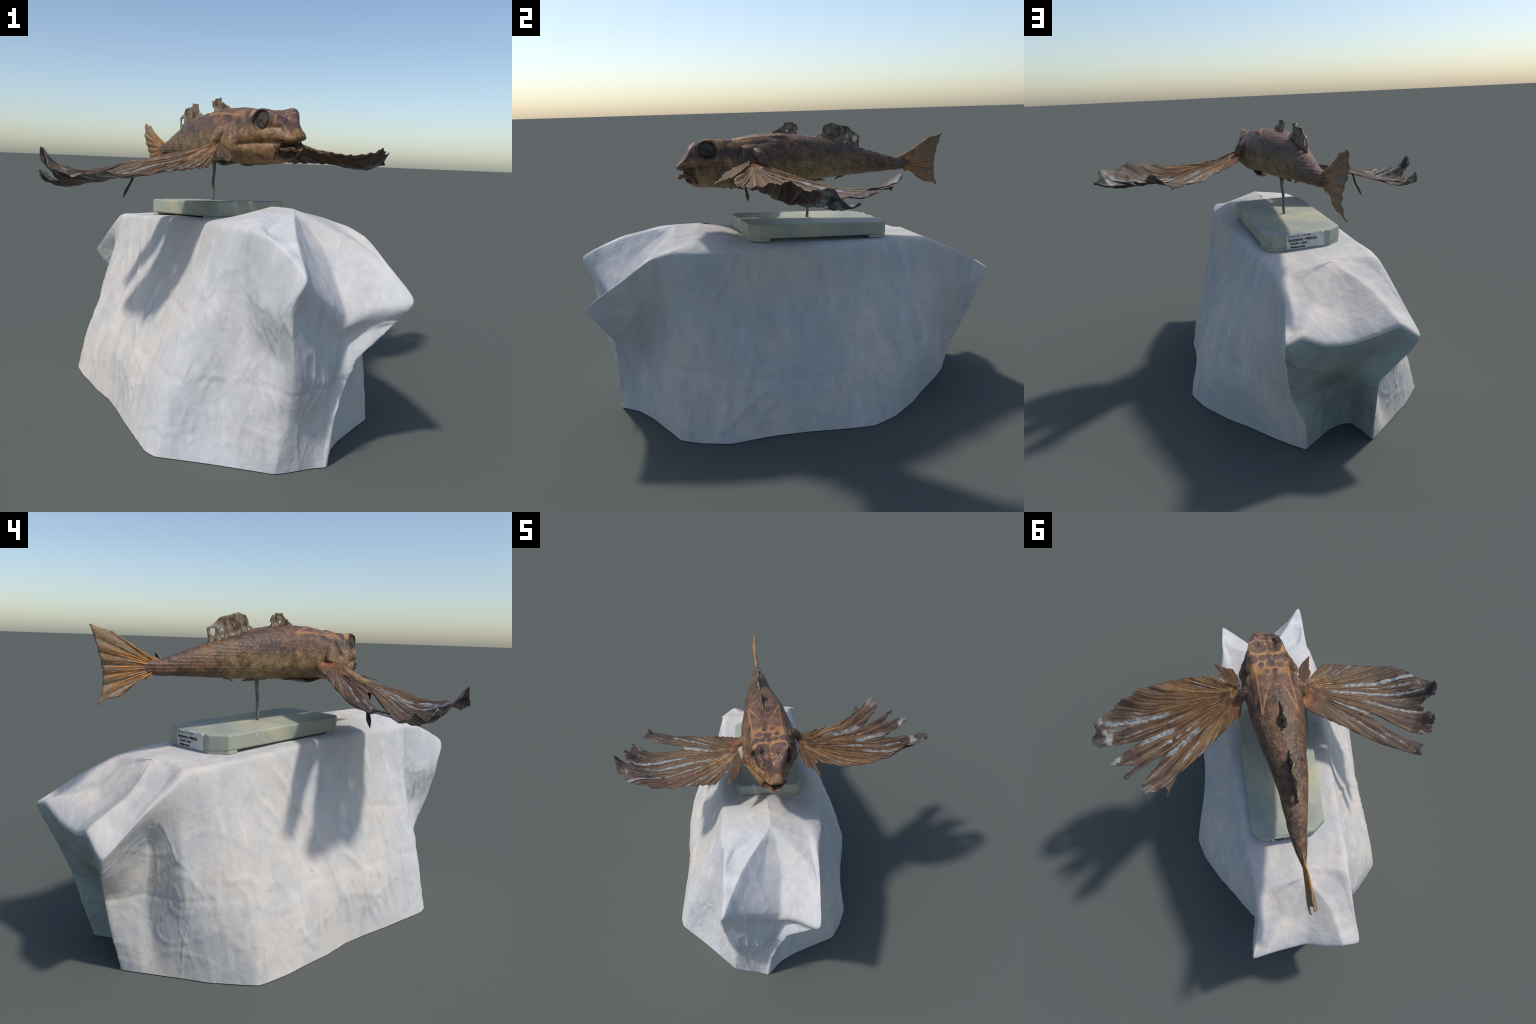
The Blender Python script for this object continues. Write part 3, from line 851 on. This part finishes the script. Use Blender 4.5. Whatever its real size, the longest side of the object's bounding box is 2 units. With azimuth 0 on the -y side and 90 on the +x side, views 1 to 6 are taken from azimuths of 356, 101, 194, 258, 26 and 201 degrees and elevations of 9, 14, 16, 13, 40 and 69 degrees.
def wing_material(name, warm, rents):
    """rayed membrane: brown and golden bands along the rays, long pale rents
    (angle, from radius, to radius, half width), dark mottled outer part"""
    m = Mat(name, rough=.55, spec=.35)
    x, y, z = m.xyz(m.co)
    ang = m.math('ARCTAN2', x, m.math('ABSOLUTE', y))
    r = m.math('SQRT', m.math('ADD', m.math('MULTIPLY', x, x), m.math('MULTIPLY', y, y)))
    wob = m.math('MULTIPLY', m.math('SUBTRACT', m.noise(scale=7, detail=3), .5), .05)
    a2 = m.math('ADD', ang, wob)
    polar = m.join(a2, m.math('MULTIPLY', r, .09), 3.0)
    fine = m.noise(polar, scale=60, detail=4, rough=.6)
    bands = m.noise(m.vec('ADD', polar, (0, 2, 0)), scale=24, detail=3, rough=.5)
    blotch = m.noise(scale=18, detail=5, rough=.6)
    mixed = m.math('ADD', m.math('MULTIPLY', fine, .6), m.math('MULTIPLY', bands, .4))
    gold = warm
    col = m.ramp(mixed, (.36, (.035, .019, .012)), (.46, (.105, .052, .026)), (.54, tuple(c * .55 for c in gold)), (.63, gold))
    dark = m.ramp(mixed, (.38, (.024, .017, .014)), (.52, (.070, .046, .034)), (.64, (.16, .108, .070)))
    out = m.step(m.math('ADD', r, m.math('MULTIPLY', m.math('SUBTRACT', blotch, .5), .5)), .26, .60)
    col = m.mix(m.math('MULTIPLY', out, .85), col, dark)
    pale = m.ramp(m.noise(scale=45, detail=4, dist=.6), (.36, (.13, .14, .14)), (.52, (.28, .31, .31)), (.68, (.47, .50, .485)))
    # thin scuffed streaks
    streak = m.noise(m.vec('ADD', polar, (7.3, 0, 0)), scale=34, detail=2, rough=.4)
    k = m.math('MULTIPLY', m.step(streak, .635, .68), m.step(r, .10, .22))
    k = m.math('MULTIPLY', k, m.step(m.noise(scale=11, detail=2), .44, .56))
    col = m.mix(m.math('MULTIPLY', k, .75), col, pale)
    # rents, where the bare membrane shows
    ragd = m.math('MULTIPLY', m.math('SUBTRACT', m.noise(scale=26, detail=5), .46), .026)
    masks = []
    for a, r0, r1, hw in rents:
        d = m.math('ADD', m.math('MULTIPLY', m.math('ABSOLUTE', m.math('SUBTRACT', ang, a)), r), ragd)
        e = m.math('SUBTRACT', 1.0, m.step(d, hw * .75, hw * 1.15))
        e = m.math('MULTIPLY', e, m.math('MULTIPLY', m.step(r, r0, r0 + .05), m.math('SUBTRACT', 1.0, m.step(r, r1 - .04, r1))))
        masks.append(e)
    rent = masks[0]
    for e in masks[1:]: rent = m.math('MAXIMUM', rent, e)
    col = m.mix(m.math('MULTIPLY', rent, .92), col, pale)
    tips = m.step(m.math('ADD', r, m.math('MULTIPLY', m.math('SUBTRACT', blotch, .5), .30)), .62, .70)
    tip = m.ramp(m.noise(scale=13, detail=3, dist=.8), (.46, (.045, .038, .034)), (.54, (.13, .10, .085)), (.61, (.30, .32, .31)))
    col = m.mix(m.math('MULTIPLY', tips, .85), col, tip)
    root = m.math('SUBTRACT', 1.0, m.step(m.vec('LENGTH', m.vec('SUBTRACT', m.co, (.055, 0, 0))), .04, .10))
    col = m.mix(m.math('MULTIPLY', root, .8), col, m.ramp(blotch, (.38, (.11, .035, .014)), (.62, (.42, .165, .055))))
    h = m.math('ADD', fine, m.math('MULTIPLY', bands, .8))
    n = m.bump(h, .55, .006)
    m.done(col, n)
    tr = m.t.nodes.new('ShaderNodeBsdfTranslucent'); m.put(tr.inputs[0], col)
    mx = m.t.nodes.new('ShaderNodeMixShader'); mx.inputs[0].default_value = .10
    m.t.links.new(m.p.outputs[0], mx.inputs[1]); m.t.links.new(tr.outputs[0], mx.inputs[2])
    m.t.links.new(mx.outputs[0], m.out.inputs[0])
    return m.m


def ray_material():
    m = Mat('fin_ray_horn', rough=.5, spec=.35)
    n = m.noise(scale=25, detail=4)
    return m.done(m.ramp(n, (.36, (.085, .046, .024)), (.52, (.24, .125, .055)), (.68, (.46, .28, .12))))


def build_wing(parent, knuckle, outline, inner, holes, lobe, mat, ray_mat, n_rays, seed, spread):
    ko = loc(knuckle)
    zf = Surface([*outline, *inner])
    poly = ragged([(p[0], p[1]) for p in outline], .0075, .0040, seed,
                  lambda p: .6 + 1.5 * smooth(.42, .68, math.hypot(p[0] - knuckle[0], p[1] - knuckle[1])))
    hs = [[(cx + ca * math.cos(t) * ra - sa * math.sin(t) * rb, cy + sa * math.cos(t) * ra + ca * math.sin(t) * rb)
           for t in [2 * math.pi * k / 12 + .3 * math.sin(k * 2.1 + seed) for k in range(12)]]
          for cx, cy, ra, rb, an in holes for ca, sa in [(math.cos(an), math.sin(an))]]
    vs2, fs = sheet(poly, hs, .0085, seed)
    kx, ky = knuckle[:2]

    def height(x, y):
        r = math.hypot(x - kx, y - ky); a = math.atan2(y - ky, x - kx)
        pleat = math.sin(a * 62 + 1.6 * noise.noise(Vector((x * 4, y * 4, seed)))) * .0040 * smooth(.03, .2, r)
        crump = .007 * noise.noise(Vector((x * 16, y * 16, seed * 1.7))) * smooth(.15, .5, r)
        crump += .006 * noise.noise(Vector((x * 38, y * 38, seed))) * smooth(.45, .66, r)
        return zf(x, y) + pleat + crump
    V = [loc((x, y, height(x, y))) for x, y in vs2]
    wing = mesh_object('pectoral_fin', V, fs, mat, parent, origin=ko); fix_normals(wing)
    so = wing.modifiers.new('thickness', 'SOLIDIFY'); so.thickness = .0032; so.offset = 0
    # rays: thin horny rods along the fan
    a0, a1 = spread; k = 0
    for i in range(n_rays):
        a = a0 + (a1 - a0) * (i + .5) / n_rays + .010 * math.sin(i * 3.7)
        pts = []; r = .035
        while r < .95:
            bend = a + .10 * (r - .2) * (1 if spread[1] > spread[0] else -1) * 0
            p = (kx + r * math.cos(bend), ky + r * math.sin(bend))
            if not in_poly(p, poly) or any(in_poly(p, h) for h in hs):
                if r > .09: break
            pts.append(loc((*p, height(*p) + .0018))); r += .012
        if len(pts) < 5: continue
        m = len(pts)
        rad = [.0030 * (1 - .72 * j / m) * (.72 + .28 * math.sin(i * 1.9)) for j in range(m)]
        v, f = tube(pts, rad, 6)
        ob = mesh_object('fin_ray', v, f, ray_mat, wing, origin=ko); ob.location = (0, 0, 0); fix_normals(ob)
    # small front lobe of the fin
    zl = Surface(lobe)
    pl = ragged([(p[0], p[1]) for p in lobe], .007, .0028, seed + 5)
    v2, f2 = sheet(pl, [], .007, seed + 2)
    V = [loc((x, y, zl(x, y) + .003 * math.sin(math.atan2(y - ky, x - kx) * 55))) for x, y in v2]
    lb = mesh_object('fin_lobe', V, f2, mat, wing, origin=ko); lb.location = (0, 0, 0); fix_normals(lb)
    so = lb.modifiers.new('thickness', 'SOLIDIFY'); so.thickness = .003; so.offset = 0
    return wing


def build_wings(parent, skin_mat):
    ray_mat = ray_material()
    warm = wing_material('golden_brown_membrane', (.42, .23, .088),
                         [(.045, .34, .76, .011), (.30, .34, .56, .014), (.56, .24, .48, .014), (.72, .28, .44, .007), (.69, .16, .30, .004), (.17, .22, .42, .0035), (.43, .20, .52, .004), (.85, .25, .45, .004)])
    cold = wing_material('grey_brown_membrane', (.235, .155, .085),
                         [(-.45, .16, .36, .004), (-.07, .20, .74, .009), (.10, .13, .68, .008), (.255, .30, .68, .009), (.475, .15, .38, .009), (.67, .20, .50, .004), (-.22, .2, .42, .003), (.62, .44, .60, .004)])
    right = [(.172, -.125, 1.188), (.25, -.150, 1.158), (.337, -.174, 1.139), (.40, -.158, 1.130), (.46, -.135, 1.124), (.514, -.098, 1.124),
             (.575, -.060, 1.130), (.61, -.020, 1.138), (.665, .031, 1.157), (.69, .090, 1.163), (.72, .140, 1.158), (.75, .190, 1.146),
             (.775, .240, 1.145), (.790, .284, 1.158), (.776, .315, 1.10), (.788, .345, 1.085), (.772, .367, 1.106), (.735, .372, 1.09),
             (.66, .330, 1.08), (.60, .285, 1.08), (.552, .252, 1.082), (.575, .310, 1.088), (.61, .380, 1.10), (.632, .420, 1.118),
             (.622, .447, 1.122), (.575, .425, 1.105), (.535, .400, 1.095), (.505, .382, 1.092), (.522, .430, 1.105), (.538, .478, 1.124),
             (.524, .487, 1.124), (.502, .440, 1.11), (.472, .385, 1.098), (.44, .325, 1.09), (.409, .276, 1.086), (.418, .340, 1.088),
             (.432, .420, 1.10), (.438, .480, 1.12), (.432, .511, 1.138), (.41, .520, 1.142), (.387, .528, 1.158), (.36, .490, 1.13),
             (.345, .455, 1.105), (.325, .452, 1.095), (.306, .490, 1.083), (.312, .430, 1.083), (.311, .374, 1.083), (.29, .320, 1.082),
             (.267, .272, 1.081), (.226, .187, 1.101), (.183, .096, 1.122), (.15, .020, 1.14), (.128, -.005, 1.152), (.138, -.060, 1.172)]
    right_in = [(.45, .05, 1.095), (.55, .12, 1.074), (.63, .18, 1.066), (.70, .26, 1.068), (.64, .08, 1.095), (.35, .05, 1.115), (.30, .20, 1.095), (.50, -.03, 1.108)]
    right_lobe = [(.178, -.138, 1.197), (.225, -.205, 1.17), (.272, -.245, 1.145), (.30, -.240, 1.137), (.34, -.250, 1.125), (.380, -.253, 1.118),
                  (.345, -.228, 1.128), (.318, -.208, 1.135), (.322, -.184, 1.14), (.28, -.163, 1.155), (.205, -.130, 1.185)]
    left = [(-.112, -.270, 1.152), (-.113, -.340, 1.12), (-.121, -.408, 1.085), (-.14, -.486, 1.053), (-.187, -.510, 1.046), (-.27, -.543, 1.035),
            (-.34, -.573, 1.02), (-.404, -.600, 1.010), (-.46, -.622, 1.015), (-.50, -.628, 1.025), (-.545, -.632, 1.012), (-.60, -.628, 1.005),
            (-.65, -.612, 1.01), (-.70, -.602, 1.035), (-.728, -.575, 1.098), (-.742, -.555, 1.095), (-.750, -.532, 1.066), (-.725, -.510, 1.02),
            (-.705, -.490, .985), (-.699, -.477, .98), (-.735, -.462, .985), (-.775, -.442, 1.015), (-.793, -.420, 1.023), (-.790, -.380, .985),
            (-.797, -.337, 1.008), (-.76, -.318, .985), (-.70, -.318, .970), (-.63, -.318, .985), (-.55, -.315, 1.015), (-.49, -.310, 1.04),
            (-.459, -.296, 1.052), (-.50, -.275, 1.045), (-.58, -.262, 1.025), (-.66, -.255, 1.008), (-.72, -.257, 1.003), (-.776, -.252, 1.006),
            (-.770, -.222, 1.008), (-.784, -.187, 1.023), (-.73, -.187, 1.008), (-.66, -.180, 1.003), (-.58, -.172, 1.02), (-.508, -.168, 1.037),
            (-.44, -.168, 1.057), (-.374, -.169, 1.076), (-.30, -.165, 1.10), (-.22, -.163, 1.12), (-.155, -.168, 1.137), (-.12, -.205, 1.152)]
    left_in = [(-.30, -.42, 1.045), (-.45, -.48, 1.005), (-.58, -.50, .995), (-.64, -.55, 1.038), (-.66, -.49, .985), (-.60, -.565, 1.022), (-.62, -.40, .968), (-.72, -.39, .957), (-.25, -.27, 1.095), (-.40, -.35, 1.052)]
    left_lobe = [(-.105, -.285, 1.150), (-.06, -.330, 1.125), (-.039, -.394, 1.098), (-.045, -.440, 1.088), (-.061, -.502, 1.075), (-.075, -.455, 1.085),
                 (-.085, -.420, 1.09), (-.105, -.400, 1.09), (-.116, -.320, 1.13)]
    build_wing(parent, (.182, -.118, 1.176), right, right_in, [(.690, .238, .034, .011, .45), (.46, .235, .012, .004, .8), (.405, .205, .010, .003, .9)],
               right_lobe, warm, ray_mat, 30, 3, (-.50, 1.62))
    w = build_wing(parent, (-.102, -.274, 1.150), left, left_in, [(-.44, -.515, .014, .006, .6), (-.56, -.50, .022, .006, .5), (-.64, -.545, .014, .006, .5), (-.40, -.262, .030, .004, .25), (-.742, -.205, .010, .006, .1)],
                   left_lobe, cold, ray_mat, 30, 8, (math.pi * 1.47, math.pi * .965))
    # fleshy fin bases between gill and trunk
    for pts, rr in (([(.055, -.167, 1.238), (.130, -.110, 1.225), (.150, -.085, 1.200), (.158, -.066, 1.178)], (.030, .028, .024, .017)),
                    ([(-.015, -.223, 1.215), (-.085, -.245, 1.200), (-.108, -.240, 1.175), (-.125, -.235, 1.152)], (.030, .028, .024, .017))):
        P = spline([loc(p) for p in pts], 16)
        rad = [float(hermite([0, .33, .66, 1], rr, i / 15)) for i in range(16)]
        v, f = tube(P, rad, 20, flat=1.0, jitter=.06, seed=4)
        v = [Vector(q) + Vector((1, 0, 0)) * .004 * noise.noise(Vector(q) * 50) for q in v]
        ob = mesh_object('fin_base', v, f, skin_mat, parent); fix_normals(ob)
    # torn shreds: filament under one wing, dangling thread under the other
    mt = Mat('dark_shred', rough=.7); mt.done(mt.ramp(mt.noise(scale=30), (.35, (.025, .021, .016)), (.65, (.075, .06, .042))))
    P = spline([loc(p) for p in ((-.432, -.306, 1.052), (-.446, -.306, 1.01), (-.452, -.303, .985), (-.468, -.300, .955), (-.478, -.300, .935), (-.490, -.302, .908))], 20)
    v, f = tube(P, [float(hermite([0, .2, .5, .75, 1], [.014, .008, .008, .011, .001], i / 19)) for i in range(20)], 8, flat=.55)
    ob = mesh_object('shred', v, f, mt.m, parent); fix_normals(ob)


def tail_material():
    m = Mat('amber_tail_membrane', rough=.5, spec=.35)
    x, y, z = m.xyz(m.co)                                  # origin on the tail root
    ang = m.math('ARCTAN2', z, x)
    r = m.math('SQRT', m.math('ADD', m.math('MULTIPLY', x, x), m.math('MULTIPLY', z, z)))
    polar = m.join(ang, m.math('MULTIPLY', r, .3), 1.0)
    fine = m.noise(polar, scale=28, detail=5, rough=.65)
    amber = m.ramp(fine, (.34, (.12, .048, .018)), (.55, (.32, .14, .042)), (.70, (.50, .25, .08)))
    grey = m.ramp(m.noise(scale=60, detail=4), (.35, (.10, .088, .062)), (.65, (.24, .215, .16)))
    gaps = m.noise(m.vec('ADD', polar, (4, 0, 0)), scale=13, detail=2, rough=.4)
    g = m.math('MULTIPLY', m.step(gaps, .48, .56), m.step(r, .075, .13))
    inside = m.math('SUBTRACT', 1.0, m.step(m.math('ABSOLUTE', ang), .62, .80))
    col = m.mix(m.math('MULTIPLY', m.math('MULTIPLY', g, inside), .85), amber, grey)
    edge = m.step(m.math('ADD', r, m.math('MULTIPLY', m.noise(scale=30), .05)), .215, .26)
    col = m.mix(m.math('MULTIPLY', edge, .6), col, (.20, .145, .085))
    return m.done(col, m.bump(fine, .5, .005))


def dorsal_material():
    m = Mat('brown_dorsal_membrane', rough=.6, spec=.3)
    col = m.ramp(m.noise(scale=30, detail=4), (.36, (.075, .052, .032)), (.50, (.19, .135, .08)), (.66, (.30, .31, .28)))
    return m.done(col, m.bump(m.noise(scale=60, detail=3), .4, .004))


def upright_fin(name, outline, holes, offset, parent, mat, origin, spacing, rag, seed, thick):
    """thin fin standing in the fish's middle plane; outline in (s, z)"""
    poly = ragged(outline, spacing, rag, seed) if rag else outline
    v2, fs = sheet(poly, holes, spacing, seed)
    ob = mesh_object(name, [fish(s, offset(s, z), z) for s, z in v2], fs, mat, parent, origin=fish(*origin)); fix_normals(ob)
    so = ob.modifiers.new('thickness', 'SOLIDIFY'); so.thickness = thick; so.offset = 0
    return ob


def build_other_fins(parent, skin_mat):
    ray_mat = ray_material()
    # forked tail fin
    tail = [(1.165, 1.157), (1.20, 1.168), (1.245, 1.189), (1.29, 1.214), (1.325, 1.232), (1.358, 1.256), (1.412, 1.263), (1.443, 1.276),
            (1.432, 1.231), (1.418, 1.18), (1.405, 1.14), (1.397, 1.108), (1.396, 1.06), (1.408, 1.03), (1.424, .997), (1.395, 1.014),
            (1.337, 1.023), (1.300, 1.045), (1.255, 1.082), (1.222, 1.097), (1.185, 1.100)]

    def tail_off(s, z):
        f = smooth(1.20, 1.40, s); a = math.atan2(z - 1.13, s - 1.16)
        return -.012 + f * (.010 * math.sin((z - 1.0) * 24) + .004 * math.sin(a * 40)) + .003 * math.sin(a * 30) * (1 - f)
    t = upright_fin('tail_fin', tail, [], tail_off, parent, tail_material(), (1.16, -.012, 1.13), .009, .0022, 21, .006)
    for i in range(17):
        a = -.62 + 1.24 * i / 16; pts = []; r = .05
        while r < .36:
            p = (1.16 + r * math.cos(a), 1.13 + r * math.sin(a))
            if not in_poly(p, tail):
                if r > .09: break
            pts.append((p[0], tail_off(*p), p[1])); r += .012
        if len(pts) < 4: continue
        for sd in (1, -1):
            v, f = tube([fish(q[0], q[1] + sd * .0028, q[2]) for q in pts], [.0026 * (1 - .6 * j / len(pts)) for j in range(len(pts))], 6)
            ob = mesh_object('fin_ray', v, f, tail_ray_mat(), t, origin=fish(1.16, -.012, 1.13)); ob.location = (0, 0, 0); fix_normals(ob)
    # two ragged fins on the back
    dm = dorsal_material()
    d1 = [(.462, 1.300), (.474, 1.313), (.502, 1.324), (.520, 1.336), (.538, 1.341), (.546, 1.360), (.566, 1.358), (.586, 1.358), (.592, 1.349), (.610, 1.348),
          (.617, 1.322), (.604, 1.316), (.612, 1.290), (.54, 1.297)]
    h1 = [[(.544, 1.326), (.566, 1.324), (.560, 1.314), (.553, 1.306), (.549, 1.315)]]
    wob1 = lambda s, z: -.030 + .006 * math.sin((s - .46) * 75) * smooth(1.30, 1.35, z) - .006 * smooth(1.31, 1.36, z)
    f1 = upright_fin('dorsal_fin', d1, h1, wob1, parent, dm, (.54, -.03, 1.30), .008, 0, 31, .006)
    d2 = [(.708, 1.278), (.715, 1.289), (.741, 1.303), (.750, 1.320), (.759, 1.339), (.777, 1.346), (.805, 1.349), (.835, 1.337), (.888, 1.327), (.915, 1.302),
          (.948, 1.286), (.955, 1.270), (.947, 1.245), (.955, 1.215), (.85, 1.240), (.76, 1.265)]
    h2 = [[(.722, 1.288), (.741, 1.293), (.743, 1.280), (.728, 1.281)], [(.911, 1.280), (.943, 1.281), (.943, 1.260), (.929, 1.246), (.912, 1.257)],
          [(.868, 1.257), (.881, 1.254), (.881, 1.244), (.868, 1.246)], [(.874, 1.279), (.889, 1.285), (.888, 1.275)]]
    wob2 = lambda s, z: -.031 + (.007 * math.sin((s - .70) * 100) + .004 * math.sin(s * 47)) * smooth(1.27, 1.33, z + (s - .75) * .25)
    f2 = upright_fin('dorsal_fin', d2, h2, wob2, parent, dm, (.83, -.03, 1.27), .008, 0, 32, .006)
    for fin, org, bases, wob in ((f1, (.54, -.03, 1.30), [(.500, 1.300, .552, 1.357), (.552, 1.300, .588, 1.355), (.585, 1.298, .611, 1.346)], wob1),
                                 (f2, (.83, -.03, 1.27), [(.742, 1.272, .772, 1.342), (.772, 1.265, .806, 1.346), (.805, 1.256, .838, 1.335), (.838, 1.248, .890, 1.324), (.880, 1.238, .915, 1.300), (.945, 1.225, .952, 1.284)], wob2)):
        for s0, z0, s1, z1 in bases:
            P = [(s0 + (s1 - s0) * k / 9, z0 + (z1 - z0) * k / 9) for k in range(10)]
            v, f = tube([fish(s, wob(s, z), z) for s, z in P], [.0052 - .0002 * k for k in range(10)], 8)
            ob = mesh_object('fin_spine', v, f, ray_mat, fin, origin=fish(*org)); ob.location = (0, 0, 0); fix_normals(ob)
    # dried pelvic fins folded against the belly, remains of the anal fin
    for sd, ln in ((1, .20), (-1, .24)):
        P = spline([fish(.30, sd * .055 - .014, 1.083), fish(.36, sd * .060 - .014, 1.074), fish(.43, sd * .060 - .014, 1.067), fish(.30 + ln, sd * .050 - .014, 1.075)], 24)
        v, f = tube(P, [float(hermite([0, .3, .6, 1], [.012, .022, .024, .004], i / 23)) for i in range(24)], 12, flat=.35, jitter=.2, seed=9)
        ob = mesh_object('pelvic_fin', v, f, dm, parent); fix_normals(ob)
    v, f = tube(spline([fish(.60, -.016, 1.080), fish(.66, -.016, 1.073), fish(.72, -.016, 1.072), fish(.756, -.016, 1.066)], 14), [.006 + .002 * math.sin(i) for i in range(12)] + [.003, .001], 8, jitter=.3, seed=2)
    ob = mesh_object('anal_fin', v, f, dm, parent); fix_normals(ob)
    v, f = tube(spline([fish(.868, -.02, 1.090), fish(.840, -.018, 1.080), fish(.818, -.016, 1.074), fish(.806, -.016, 1.063)], 12), [.006, .007, .007, .006, .006, .005, .005, .005, .004, .004, .002, .001], 8)
    ob = mesh_object('anal_fin', v, f, dm, parent); fix_normals(ob)


def tail_ray_mat(cache={}):
    if 'm' not in cache:
        m = Mat('amber_ray', rough=.5, spec=.35)
        cache['m'] = m.done(m.ramp(m.noise(scale=25, detail=4), (.36, (.22, .085, .03)), (.64, (.60, .31, .10))))
    return cache['m']


# ------------------------------------------------------------------ assemble
build_cloth()
root = bpy.data.objects.new('mounted_fish', None); SCN.objects.link(root)
root.empty_display_size = .1
X = Vector((AX[0], AX[1], 0)); Y = Vector((-AX[1], AX[0], 0))
root.matrix_world = Matrix(((X.x, Y.x, 0, NOSE[0]), (X.y, Y.y, 0, NOSE[1]), (0, 0, 1, BASE_Z), (0, 0, 0, 1)))
root['label'] = 'dried flying fish with spread torn wings on a green board'
root['category'] = 'stuffed fish'
skin_mat = build_body(root)
build_head_parts(root, skin_mat)
build_wings(root, skin_mat)
build_other_fins(root, skin_mat)
build_stand(root)
